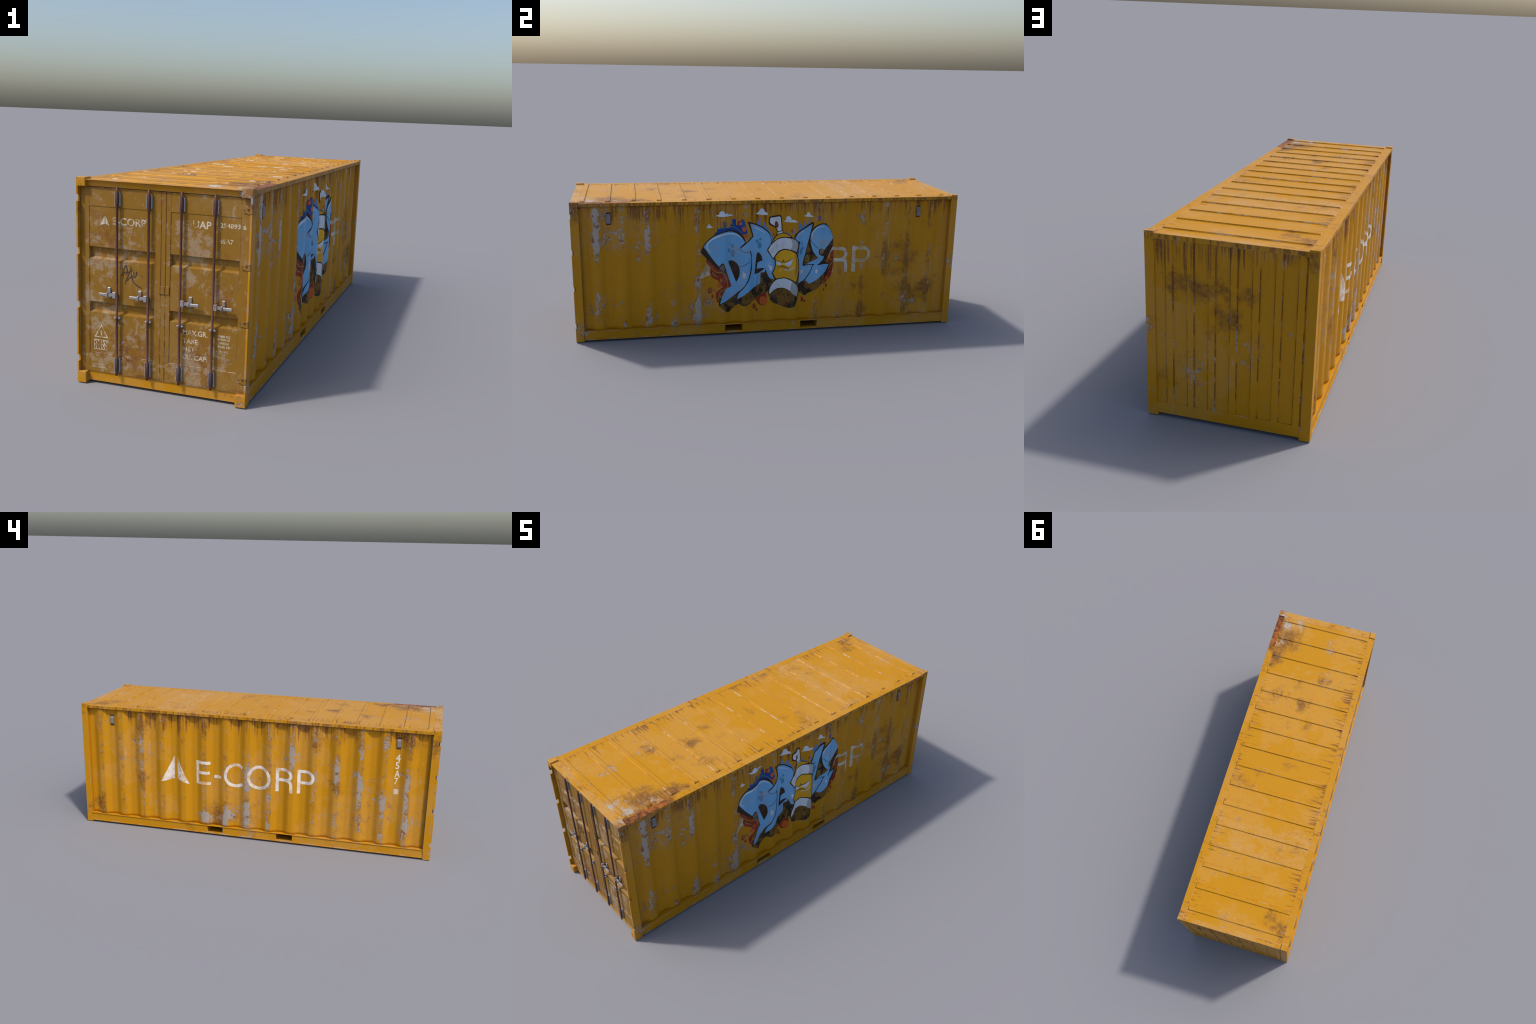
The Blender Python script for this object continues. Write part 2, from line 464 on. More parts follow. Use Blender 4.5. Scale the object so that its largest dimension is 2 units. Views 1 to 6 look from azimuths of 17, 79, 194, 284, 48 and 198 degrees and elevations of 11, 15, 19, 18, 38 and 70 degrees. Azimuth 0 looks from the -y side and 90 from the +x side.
def wall_x(y, side):
    d = abs((y - RIDGE_C[side] + PERIOD / 2) % PERIOD - PERIOD / 2)
    x = RIDGE_X - WALL_DEPTH * ramp((d - 0.0105) / 0.037)
    if y > RIDGE_C[side] + 7.5 * PERIOD or y < RIDGE_C[side] - 7.5 * PERIOD:
        x = RIDGE_X - WALL_DEPTH
    return x * side


def wall_normal(y, side):
    e = 0.0015
    dx = (wall_x(y + e, side) - wall_x(y - e, side)) / (2 * e)
    return Vector((side, -dx * side, 0)).normalized()


STEP = PERIOD / 22
WALL_YS = [PF + i * STEP for i in range(int((PR - PF) / STEP) + 1)] + [PR]


def lay_on_wall(name, bm, side, lift, mat, parent):
    """Cut flat artwork (y, z) along the corrugation and drape it on a side wall."""
    ys = [v.co.y for v in bm.verts]
    for y in WALL_YS:
        if min(ys) < y < max(ys):
            bmesh.ops.bisect_plane(bm, geom=bm.verts[:] + bm.edges[:] + bm.faces[:], dist=1e-7, plane_co=(0, y, 0), plane_no=(0, 1, 0))
    for v in bm.verts:
        v.co.x = wall_x(v.co.y, side) + side * (lift + v.co.x)
    bmesh.ops.recalc_face_normals(bm, faces=bm.faces[:])
    for f in bm.faces:
        if f.normal.x * side < 0:
            f.normal_flip()
    ob = add(name, bm, mat, parent, smooth=True)
    ob.data.normals_split_custom_set_from_vertices([wall_normal(v.co.y, side) for v in ob.data.vertices])
    return ob


def round_outline(pts, sub=4, sharp=52):
    """Curve through control points; corners sharper than `sharp` degrees stay sharp."""
    n = len(pts)
    P = [Vector(p) for p in pts]
    corner = []
    for i in range(n):
        a, b = P[i] - P[i - 1], P[(i + 1) % n] - P[i]
        corner.append(a.length < 1e-9 or b.length < 1e-9 or math.degrees(a.angle(b)) > sharp)
    tan = []
    for i in range(n):
        tan.append(Vector((0, 0)) if corner[i] else (P[(i + 1) % n] - P[i - 1]) * 0.5)
    res = []
    for i in range(n):
        j = (i + 1) % n
        L = (P[j] - P[i]).length
        t0 = tan[i].normalized() * L if tan[i].length else (P[j] - P[i])
        t1 = tan[j].normalized() * L if tan[j].length else (P[j] - P[i])
        for k in range(sub):
            t = k / sub
            h1, h2 = 2 * t**3 - 3 * t**2 + 1, t**3 - 2 * t**2 + t
            h3, h4 = -2 * t**3 + 3 * t**2, t**3 - t**2
            res.append(tuple(P[i] * h1 + t0 * h2 + P[j] * h3 + t1 * h4))
    return res


def bm_outline(bm, pts, lift=0.0):
    clean = [p for i, p in enumerate(pts) if (Vector(p) - Vector(pts[i - 1])).length > 1e-5]
    vs = [bm.verts.new((lift, p[0], p[1])) for p in clean]
    for t in tessellate_polygon([[Vector((p[0], p[1], 0)) for p in clean]]):
        bm.faces.new([vs[i] for i in t])


def spline(pts, sub=6):
    P = [Vector(pts[0])] + [Vector(p) for p in pts] + [Vector(pts[-1])]
    res = []
    for i in range(1, len(P) - 2):
        for k in range(sub):
            t = k / sub
            a, b, c, d = P[i - 1:i + 3]
            res.append(0.5 * ((2 * b) + (c - a) * t + (2 * a - 5 * b + 4 * c - d) * t * t + (3 * b - a - 3 * c + d) * t**3))
    res.append(P[-1])
    return res


def bm_stroke(bm, pts, w, lift=0.0, taper=False, curved=True):
    P = spline(pts) if curved and len(pts) > 2 else [Vector(p) for p in pts]
    n = len(P)
    rows = []
    for i, p in enumerate(P):
        t = (P[min(i + 1, n - 1)] - P[max(i - 1, 0)])
        t = t.normalized() if t.length else Vector((1, 0))
        k = w / 2
        if taper:
            k *= 0.25 + 0.75 * math.sin(math.pi * (0.06 + 0.88 * i / (n - 1)))
        nrm = Vector((-t.y, t.x)) * k
        rows.append((bm.verts.new((lift, p.x + nrm.x, p.y + nrm.y)), bm.verts.new((lift, p.x - nrm.x, p.y - nrm.y))))
    for a, b in zip(rows, rows[1:]):
        bm.faces.new((a[0], a[1], b[1], b[0]))


def ellipse(cy, cz, a, b, n=20, tilt=0.0):
    r = []
    for i in range(n):
        u, v = a * math.cos(2 * math.pi * i / n), b * math.sin(2 * math.pi * i / n)
        r.append((cy + u * math.cos(tilt) - v * math.sin(tilt), cz + u * math.sin(tilt) + v * math.cos(tilt)))
    return r


def bm_text(body, x0, x1, z0, z1):
    """Built-in font, fitted to a box; returned flat in (x, z)."""
    cu = bpy.data.curves.new("lettering_curve", 'FONT')
    cu.body = body
    cu.resolution_u = 3
    cu.offset = 0.018
    ob = bpy.data.objects.new("lettering_tmp", cu)
    SC.collection.objects.link(ob)
    dg = bpy.context.evaluated_depsgraph_get()
    dg.update()
    me = bpy.data.meshes.new_from_object(ob.evaluated_get(dg))
    bpy.data.objects.remove(ob)
    bm = bmesh.new()
    bm.from_mesh(me)
    bpy.data.meshes.remove(me)
    xs = [v.co.x for v in bm.verts]; ys = [v.co.y for v in bm.verts]
    for v in bm.verts:
        v.co = Vector((x0 + (v.co.x - min(xs)) / (max(xs) - min(xs)) * (x1 - x0), 0,
                       z0 + (v.co.y - min(ys)) / (max(ys) - min(ys)) * (z1 - z0)))
    return bm

# ================================================================== materials
M_SIDE = {1: side_mat("right_wall_paint", 1), -1: side_mat("left_wall_paint", -1)}
M_ROOF, M_REAR, M_FRAME, M_DOOR = roof_mat(), rear_mat(), frame_mat(), door_mat()
M_BAR = metal_mat("locking_bar_oxide", (.130, .062, .052), (.19, .080, .055), .02, .5, .1)
M_STEEL = metal_mat("galvanised_steel", (.33, .32, .33), (.27, .13, .10), .07, .45, .3)
M_PLATE = metal_mat("bracket_steel", (.34, .36, .40), (.24, .22, .22), 0.0, .45, .3)
M_VENT = metal_mat("ventilator_steel", (.24, .23, .25), (.16, .10, .09), .04, .5, .2)
M_SEAM = metal_mat("seam_sealant", (.055, .018, .012), (.12, .05, .02), .02, .7, 0.0)
M_UNDER = metal_mat("underframe_dark", (.05, .035, .02), (.1, .04, .02), .02, .8, 0.0)

# ================================================================== corner posts and castings
for sx in (1, -1):
    # front: a thick jamb behind and a thin flange notched for the hinges
    cin = .272 if sx > 0 else .275
    def bx(x0, x1, *r):
        return (min(sx * x0, sx * x1), max(sx * x0, sx * x1)) + r
    fl = [bx(.3020, HX, -.9885, PF, .0405, .6850)]
    cuts = sorted(HINGE_Z)
    zz = .0405
    for c in cuts + [None]:
        top = .6850 if c is None else c - .0115
        fl.append(bx(.3020, HX, YF, -.9885, zz, top))
        zz = None if c is None else c + .0115
    fl.append(bx(.276, .3020, -.9825, PF, .0405, .6850))
    post = boxes("corner_post", fl, M_FRAME, bevel=.0004)
    boxes("corner_casting", [bx(cin, HX, YF, PF - .0015, .6850, HT)], M_FRAME, post, .0012)
    boxes("corner_casting", [bx(cin, HX, YF, PF - .0015, 0.0, .0405)], M_FRAME, post, .0012)
    # rear: plain box post with foot and cap
    post = boxes("corner_post", [bx(.2735, HX, PR, YR, .0405, .6850)], M_FRAME, bevel=.0006)
    boxes("corner_casting", [bx(.2735, HX, PR, YR, .6850, HT)], M_FRAME, post, .0008)
    boxes("corner_casting", [bx(.2685, HX, PR - .002, YR, 0.0, .0405)], M_FRAME, post, .0008)

# ================================================================== rails
for sx in (1, -1):
    def bx(x0, x1, *r):
        return (min(sx * x0, sx * x1), max(sx * x0, sx * x1)) + r
    boxes("top_side_rail", [bx(.2715, HX, PF - .0012, PR, .692, ROOF_Z)], M_FRAME, bevel=.0008)
    pockets = [(-.2450, -.1525), (.159, .250)]
    lst = [bx(.281, HX, PF, PR, .0530, WALL_Z0), bx(.285, HX, PF, PR, .0080, .0125)]
    y = PF
    for a, b in pockets + [(PR, None)]:
        lst.append(bx(.297, .3040, y, a, .0125, .0530))
        if b is not None:
            lst.append(bx(.297, .3040, a, b, .0125, .0165))
        y = b
    rail = boxes("bottom_side_rail", lst, M_FRAME, bevel=.0004)
    if sx > 0:
        for a, b in pockets:      # open fork tunnel right across the underframe
            boxes("fork_pocket", [(-.2965, .2965, a - .003, a, .0130, .0525), (-.2965, .2965, b, b + .003, .0130, .0525),
                                  (-.2965, .2965, a - .003, b + .003, .0100, .0128)], M_FRAME, rail, 0)

boxes("door_header", [(-.2750, .2720, -.9810, PF - .0012, .6850, .7068), (-.2750, .2720, -.9985, PF - .0012, .7068, ROOF_Z)], M_FRAME, bevel=.0005)
boxes("door_sill", [(-.2750, .2720, -.9790, -.935, .0055, .0410)], M_FRAME, bevel=.0012)
boxes("rear_top_rail", [(-.2735, .2735, .972, .9990, .6895, ROOF_Z)], M_FRAME, bevel=.0008)
boxes("rear_bottom_rail", [(-.2735, .2735, .972, .9990, .0115, .0565)], M_FRAME, bevel=.0008)

# ================================================================== side walls
WALL = {}
for sx in (1, -1):
    bm = bmesh.new()
    zs = [WALL_Z0 - .002] + [WALL_Z0 + i * (WALL_Z1 - WALL_Z0) / 40 for i in range(1, 40)] + [WALL_Z1 + .004]
    grid = [[bm.verts.new((wall_x(y, sx), y, z)) for z in zs] for y in WALL_YS]
    for i in range(len(grid) - 1):
        for j in range(len(zs) - 1):
            q = (grid[i][j], grid[i + 1][j], grid[i + 1][j + 1], grid[i][j + 1])
            bm.faces.new(q if sx > 0 else q[::-1])
    ob = add("side_wall", bm, M_SIDE[sx], smooth=True)
    WALL[sx] = ob
    so = ob.modifiers.new("sheet", 'SOLIDIFY')
    so.thickness, so.offset = .003, -1
    # small louvred ventilators near both ends
    for yc in ((-.8185, .7920) if sx > 0 else (-.790, .8217)):
        bm = bmesh.new()
        xb = abs(wall_x(yc, sx)) - .004
        xo = max(abs(wall_x(yc - .011, sx)), abs(wall_x(yc + .011, sx))) + .0006
        zt, zb = .6565, .5975
        prof = [(xb, zt), (xo, zt), (xo + .0012, zt - .008), (xo + .0065, zt - .017), (xo + .0065, zb + .012), (xo + .001, zb + .006), (xo, zb), (xb, zb)]
        bm_prism(bm, [(sx * p[0], p[1]) for p in prof], 'y', yc - .0100, yc + .0100)
        v = add("ventilator", bm, M_VENT, ob)
        boxes("ventilator_rim", [(min(sx * xb, sx * (xo + .0007)), max(sx * xb, sx * (xo + .0007)), yc - .0109, yc + .0109, zb - .0010, zt + .0010)], M_SEAM, v, 0)

# ------------------------------------------------------------------ rear wall: narrow ribs stand proud
bm = bmesh.new()
xs, Y_IN, Y_OUT = [(-.2745, .9948)], .9948, .9996
for c in sorted(REAR_STRIPS):
    a = c - .0131
    b = c + .0131
    xs += [(a - .0020, Y_IN), (a + .0012, Y_OUT), (b - .0012, Y_OUT), (b + .0020, Y_IN)]
xs.append((.2745, Y_IN))
for (xa, ya), (xb2, yb2) in zip(xs, xs[1:]):
    if xb2 - xa < 1e-5:
        continue
    v = [bm.verts.new(c) for c in ((xb2, yb2, .0555), (xa, ya, .0555), (xa, ya, .6905), (xb2, yb2, .6905))]
    bm.faces.new(v)
bmesh.ops.remove_doubles(bm, verts=bm.verts[:], dist=1e-5)
rear = add("rear_wall", bm, M_REAR)
so = rear.modifiers.new("sheet", 'SOLIDIFY'); so.thickness, so.offset = .003, -1

# ------------------------------------------------------------------ roof with pressed ribs
roof = boxes("roof", [(-.2725, .2725, PF - .002, .9730, .7000, .7078)], M_ROOF, bevel=0)
bm = bmesh.new()
lv = [(.2710, .0148, .7072), (.2668, .0102, .7124), (.2658, .0092, .7131)]
rings = [[bm.verts.new((sx * hx, sy * hy, z)) for sx, sy in ((-1, -1), (1, -1), (1, 1), (-1, 1))] for hx, hy, z in lv]
for r0, r1 in zip(rings, rings[1:]):
    for i in range(4):
        bm.faces.new((r0[i], r0[(i + 1) % 4], r1[(i + 1) % 4], r1[i]))
bm.faces.new(rings[-1])
rib_mesh = bpy.data.meshes.new("roof_rib")
bm.to_mesh(rib_mesh); bm.free()
rib_mesh.materials.append(M_ROOF)
for i, y in enumerate(RIBS):
    ob = add("roof_rib", rib_mesh, None, roof)
    ob.location = (random.uniform(-.0006, .0006), y + random.uniform(-.0008, .0008), 0)

# ------------------------------------------------------------------ underside
floor = boxes("floor", [(-.280, .280, -.957, .972, .050, .0545)], M_UNDER, bevel=0)
boxes("cross_member", [(-.220, .220, y - .008, y + .008, .0135, .0505) for y in [-.9 + i * .1 for i in range(19)] if not any(a - .012 < y < b + .012 for a, b in ((-.249, -.148), (.1535, .254)))], M_UNDER, floor, 0)

# ================================================================== doors
CUTS = [(.441, .4825), (.2545, .2920)]      # two deep channels pressed into each leaf
DEEP = .0135


def door_leaf(x0, x1, px0, px1):
    bm = bmesh.new()
    Y, YP, YB = DOOR_Y, DOOR_Y + .0016, DOOR_Y + DEEP
    z0, z1, pz0, pz1 = .0420, .6835, .109, .6205
    def quad(a, b, c, d):
        bm.faces.new([bm.verts.new(p) for p in (a, b, c, d)])
    def face(xa, xb, za, zb, y):
        quad((xa, y, za), (xb, y, za), (xb, y, zb), (xa, y, zb))
    face(x0, x1, z0, pz0, Y); face(x0, x1, pz1, z1, Y)
    face(x0, px0, pz0, pz1, Y); face(px1, x1, pz0, pz1, Y)
    e = .0012
    a0, a1, b0, b1 = px0 + e, px1 - e, pz0 + e, pz1 - e
    # shallow step round the pressed panel
    quad((px0, Y, pz0), (px1, Y, pz0), (a1, YP, b0), (a0, YP, b0))
    quad((px0, Y, pz1), (a0, YP, b1), (a1, YP, b1), (px1, Y, pz1))
    quad((px0, Y, pz0), (a0, YP, b0), (a0, YP, b1), (px0, Y, pz1))
    quad((px1, Y, pz0), (px1, Y, pz1), (a1, YP, b1), (a1, YP, b0))
    z = b0
    for c0, c1 in sorted(CUTS):
        face(a0, a1, z, c0, YP)
        i0, i1, k0, k1 = a0 + .0030, a1 - .0022, c0 + .0062, c1 - .0010
        quad((a0, YP, c0), (a1, YP, c0), (i1, YB, k0), (i0, YB, k0))
        quad((a0, YP, c1), (i0, YB, k1), (i1, YB, k1), (a1, YP, c1))
        quad((a0, YP, c0), (i0, YB, k0), (i0, YB, k1), (a0, YP, c1))
        quad((a1, YP, c0), (a1, YP, c1), (i1, YB, k1), (i1, YB, k0))
        face(i0, i1, k0, k1, YB)
        z = c1
    face(a0, a1, z, b1, YP)
    # edges of the leaf
    quad((x0, Y, z0), (x0, Y, z1), (x0, Y + .03, z1), (x0, Y + .03, z0))
    quad((x1, Y, z0), (x1, Y + .03, z0), (x1, Y + .03, z1), (x1, Y, z1))
    quad((x0, Y, z1), (x1, Y, z1), (x1, Y + .03, z1), (x0, Y + .03, z1))
    quad((x0, Y, z0), (x0, Y + .03, z0), (x1, Y + .03, z0), (x1, Y, z0))
    bmesh.ops.remove_doubles(bm, verts=bm.verts[:], dist=1e-6)
    bmesh.ops.recalc_face_normals(bm, faces=bm.faces[:])
    if sum(f.normal.y * f.calc_area() for f in bm.faces) > 0:
        bmesh.ops.reverse_faces(bm, faces=bm.faces[:])
    return add("door", bm, M_DOOR)


LEFT = door_leaf(-.3015, -.0046, -.2690, -.0250)
RIGHT = door_leaf(.0126, .3015, .0285, .2675)
boxes("door_gasket", [(-.0043, .0123, DOOR_Y - .0003, -.96, .042, .683)], M_DOOR, LEFT, .0006)
boxes("door_backing", [(-.280, .280, -.9560, -.950, .040, .690)], M_UNDER, None, 0)
# overlap plates in the middle
boxes("lock_plate", [(-.0105, .0125, DOOR_Y - .0035, DOOR_Y + .002, .3455, .3725)], M_DOOR, LEFT, .0008)
boxes("lock_plate", [(.0129, .0268, DOOR_Y - .0028, DOOR_Y + .002, .3455, .3725)], M_DOOR, RIGHT, .0008)

bar_bm = bmesh.new()
bm_tube(bar_bm, 0, 0, [(.0420, .0042), (.0535, .0043), (.0540, .0050), (.1035, .0050), (.1045, .0041), (.2420, .0041), (.2425, .0046), (.2490, .0046),
                       (.2495, .0041), (.6215, .0041), (.6225, .0050), (.6725, .0050), (.6740, .0043), (.6890, .0042)])
bar_mesh = bpy.data.meshes.new("locking_bar")
bar_bm.to_mesh(bar_mesh); bar_bm.free()
bar_mesh.materials.append(M_BAR)
bar_mesh.polygons.foreach_set("use_smooth", [len(p.vertices) == 4 for p in bar_mesh.polygons])

BAR_Y = DOOR_Y - .0097
for i, x in enumerate(BARS):
    leaf = LEFT if i < 2 else RIGHT
    bar = add("locking_bar", bar_mesh, None, leaf)
    bar.location = (x, BAR_Y, 0)
    for z0, z1 in ((.6262, .6706), (.0530, .1022)):      # channel brackets
        bm = bmesh.new()
        bm_box(bm, x - .0102, x + .0102, DOOR_Y - .0030, DOOR_Y + .0005, z0, z1, .0006)
        bm_box(bm, x - .0102, x - .0078, DOOR_Y - .0080, DOOR_Y - .0032, z0, z1, .0005)
        bm_box(bm, x + .0078, x + .0102, DOOR_Y - .0080, DOOR_Y - .0032, z0, z1, .0005)
        add("bar_bracket", bm, M_PLATE, leaf)
    bm = bmesh.new()
    bm_box(bm, x - .0110, x + .0110, DOOR_Y - .0100, DOOR_Y + .0018, .2430, .2480, .0006)
    add("bar_guide", bm, M_PLATE, leaf)
    # handle: hub, lever and hinged catch
    s = -1 if i < 2 else 1
    def hx(a, b):
        return (min(x + s * a, x + s * b), max(x + s * a, x + s * b))
    yb = BAR_Y - .0015
    bm = bmesh.new()
    bm_box(bm, *hx(.003, .0150), yb - .004, yb + .010, .3140, .3345, .0012)
    bm_prism(bm, [(x + s * .0146, .3200), (x + s * .034, .3180), (x + s * .034, .3275), (x + s * .0146, .3305)], 'y', yb - .0015, yb + .0035)
    bm_box(bm, *hx(.0335, .0670), yb - .0030, yb + .0030, .3180, .3282, .0014)
    add("door_handle", bm, M_STEEL, leaf)
    bm = bmesh.new()
    xc = x + s * .0335
    bm_box(bm, xc - .0064, xc + .0064, DOOR_Y - .0030, DOOR_Y + .0018, .3110, .3480, .0022, )
    bm_box(bm, xc - .0050, xc + .0010, yb - .0055, DOOR_Y - .0032, .3165, .3310, .0010)
    add("handle_catch", bm, M_STEEL, leaf)

for sx in (1,):           # only the right leaf shows its hinges
    leaf = RIGHT
    for z in HINGE_Z:
        bm = bmesh.new()
        yv = DOOR_Y - .0030
        pts = [(.3010, z + .0105), (.2800, z + .0105), (.2735, z + .0060), (.2725, z - .0040), (.2760, z - .0085), (.2870, z - .0095), (.2970, z - .0125), (.3010, z - .0125)]
        bm_prism(bm, [(sx * p[0], p[1]) for p in pts], 'y', yv, DOOR_Y + .0005)
        bm_box(bm, min(sx * .3005, sx * .3082), max(sx * .3005, sx * .3082), -.9965, -.9870, z - .0105, z + .0108, .0012)
        h = add("hinge", bm, M_DOOR, leaf)
        bm = bmesh.new()
        bm_box(bm, *sorted((sx * .2880, sx * .2945)), yv - .0016, yv + .001, z - .0010, z + .0065, .0008)
        bm_box(bm, *sorted((sx * .2765, sx * .2785)), yv - .0008, yv + .001, z - .0030, z + .0030, .0003)
        add("hinge_bolt", bm, M_BAR, h)

# ================================================================== lettering
M_WHITE_R = paint_mark("white_lettering_right", (.56, .53, .48), .55, .72, under=(.42, .25, .08), fuzz=.22)
M_WHITE_L = paint_mark("white_lettering_left", (.74, .68, .62), .56, .76, under=(.58, .34, .14), fuzz=.22)
M_CODE = paint_mark("size_code_white", (.74, .64, .50), .62, .80, dust=.2)
M_DOOR_WHITE = paint_mark("door_lettering", (.62, .53, .40), .50, .62, under=DOOR, dust=.3)
M_SCRIBBLE = paint_mark("marker_scribble", (.022, .017, .022), .58, .68, under=DOOR, dust=.1)


def corp_shapes():
    """Company mark: two sails, then E-CORP from even strokes (origin at the sail foot, metres)."""
    W, H = .0175, .1365
    sails = [[(.000, -.006), (.0775, .016), (.0775, .151)], [(.0955, .016), (.168, -.008), (.0965, .149)]]
    strokes = []
    def line(*p): strokes.append((list(p), False))
    def arc(cx, cz, rx, rz, a0, a1, pre=(), post=()):
        n = 30
        strokes.append((list(pre) + [(cx + rx * math.cos(math.radians(a0 + (a1 - a0) * i / n)), cz + rz * math.sin(math.radians(a0 + (a1 - a0) * i / n))) for i in range(n + 1)] + list(post), False))
    h = W / 2
    e = .2085
    line((e + h, 0), (e + h, H))
    line((e + W * .9, H - h), (e + .084, H - h)); line((e + W * .9, H / 2 + .001), (e + .080, H / 2 + .001)); line((e + W * .9, h), (e + .086, h))
    line((.3135, .050), (.356, .050))
    arc(.4405, H / 2, .0575, H / 2 - h + .002, 48, 312)
    arc(.574, H / 2, .0590, H / 2 - h + .002, 0, 360)
    r = .668
    line((r + h, 0), (r + h, H))
    arc(r + .052, H - .038, .034, .0295, 90, -90, pre=[(r + W * .9, H - h)], post=[(r + W * .9, H - .0675)])
    strokes.append(([(r + .058, H - .0676), (r + .079, H - .074), (r + .087, H - .090), (r + .089, 0)], True))
    p = .7885
    line((p + h, 0), (p + h, H))
    arc(p + .052, H - .041, .036, .0325, 90, -90, pre=[(p + W * .9, H - h)], post=[(p + W * .9, H - .0735)])
    return sails, strokes, W


def company_mark(side, y0, z0, sc, mat):
    sails, strokes, W = corp_shapes()
    for sail in sails:
        bm = bmesh.new()
        bm_outline(bm, [(side * (p[0] * sc) + y0, z0 + p[1] * sc) for p in sail])
        lay_on_wall("company_emblem", bm, side, .00035, mat, WALL[side])
    bm = bmesh.new()
    for i, (pts, cur) in enumerate(strokes):
        bm_stroke(bm, [(side * p[0] * sc + y0, z0 + p[1] * sc) for p in pts], W * sc, lift=i * .00004, curved=cur)
    lay_on_wall("company_lettering", bm, side, .00035, mat, WALL[side])


company_mark(-1, .5276, .2975, 1.0, M_WHITE_L)
company_mark(1, -.3810, .3090, 1.036, M_WHITE_R)

for ch, z0, z1, y0, y1 in (("4", .5275, .569, -.7785, -.8030), ("5", .487, .5255, -.7790, -.7995), ("A", .441, .4815, -.7780, -.8060), ("7", .4005, .439, -.7790, -.7990)):
    bm = bm_text(ch, 0, 1, z0, z1)
    for v in bm.verts:
        v.co = Vector((0, y0 + (y1 - y0) * v.co.x, v.co.z))
    lay_on_wall("size_code", bm, -1, .00035, M_CODE, WALL[-1])
bm = bmesh.new()
bm_outline(bm, [(-.7795, .3475), (-.8045, .3475), (-.8045, .3765), (-.7795, .3765)])
lay_on_wall("data_plate", bm, -1, .00035, paint_mark("plate_print", (.62, .52, .42), .55, .7), WALL[-1])


def on_door(name, bm, mat, leaf, lift=.0004, panel=True):
    y = DOOR_Y + (.0016 if panel else 0) - lift
    for v in bm.verts:
        v.co.y = y + v.co.y
    bmesh.ops.recalc_face_normals(bm, faces=bm.faces[:])
    for f in bm.faces:
        if f.normal.y > 0:
            f.normal_flip()
    return add(name, bm, mat, leaf)


def door_text(body, x0, x1, z0, z1, leaf, panel=True):
    on_door("door_lettering", bm_text(body, x0, x1, z0, z1), M_DOOR_WHITE, leaf, panel=panel)


def flat_poly(bm, pts, lift=0.0):
    f = bm.faces.new([bm.verts.new((p[0], -lift, p[1])) for p in pts])
    bmesh.ops.triangulate(bm, faces=[f])


bm = bmesh.new()
flat_poly(bm, [(-.229, .557), (-.2115, .562), (-.2115, .589)])
flat_poly(bm, [(-.2085, .562), (-.193, .556), (-.2085, .589)])
on_door("door_emblem", bm, M_DOOR_WHITE, LEFT)
door_text("E-CORP", -.1820, -.0600, .562, .5875, LEFT)
door_text("GUAP", .0790, .1685, .5745, .5995, RIGHT)
door_text("254893", .1980, .2660, .5835, .5985, RIGHT)
door_text("6", .2760, .2865, .5830, .5985, RIGHT, False)
door_text("45A7", .1975, .2440, .5325, .5480, RIGHT)
door_text("MAX.GR.", .0775, .1655, .2160, .2345, RIGHT)
door_text("TARE", .0780, .1320, .1875, .2045, RIGHT)
door_text("NET", .0780, .1225, .1615, .1765, RIGHT)
door_text("CU. CAP.", .0770, .1660, .1325, .1485, RIGHT)
for body, x0, x1, z0, z1 in (("30480 KG", .2000, .2440, .2230, .2310), ("67200 LB", .2000, .2440, .2130, .2205), ("3700 KG", .2080, .2400, .2005, .2070),
                             ("8160 LB", .2020, .2430, .1880, .1950), ("26780 KG", .1960, .2360, .1720, .1785), ("59040 LB", .1930, .2300, .1620, .1690),
                             ("76.4 CU.M", .2075, .2520, .1430, .1500), ("2700 CU.FT", .2075, .2520, .1345, .1410)):
    door_text(body, x0, x1, z0, z1, RIGHT)

# hazard triangle with striped panel, and small print under it
bm = bmesh.new()
T = [Vector((-.2515, .1660)), Vector((-.2245, .2125)), Vector((-.1980, .1660))]
c = sum(T, Vector((0, 0))) / 3
for i in range(3):
    a, b = T[i], T[(i + 1) % 3]
    flat_poly(bm, [a, b, c + (b - c) * .76, c + (a - c) * .76], lift=.00002 * i)
flat_poly(bm, [(-.2265, .1720), (-.2220, .1720), (-.2205, .1900), (-.2240, .1955), (-.2280, .1900)], lift=.0001)
X0, X1, Z0, Z1 = -.2525, -.1985, .1215, .1580
for k, (a, b, cc, d) in enumerate(((X0, X1, Z0, Z0 + .003), (X0, X1, Z1 - .003, Z1), (X0, X0 + .003, Z0 + .003, Z1 - .003), (X1 - .003, X1, Z0 + .003, Z1 - .003), (X0 + .003, X1 - .003, .1383, .1413))):
    flat_poly(bm, [(a, cc), (b, cc), (b, d), (a, d)], lift=.00003 * k)
for zc0, zc1 in ((Z0 + .003, .1383), (.1413, Z1 - .003)):
    for k in range(5):
        xa = X0 + .0042 + k * .0100
        flat_poly(bm, [(xa, zc1), (xa + .0045, zc1), (xa + .0085, zc0), (xa + .0040, zc0)], lift=.0002)
on_door("hazard_label", bm, M_DOOR_WHITE, LEFT)
door_text("CAUTION OVER", -.2590, -.2100, .0655, .0705, LEFT, False)
door_text("HEIGHT CONTAINER", -.2600, -.2070, .0565, .0625, LEFT, False)

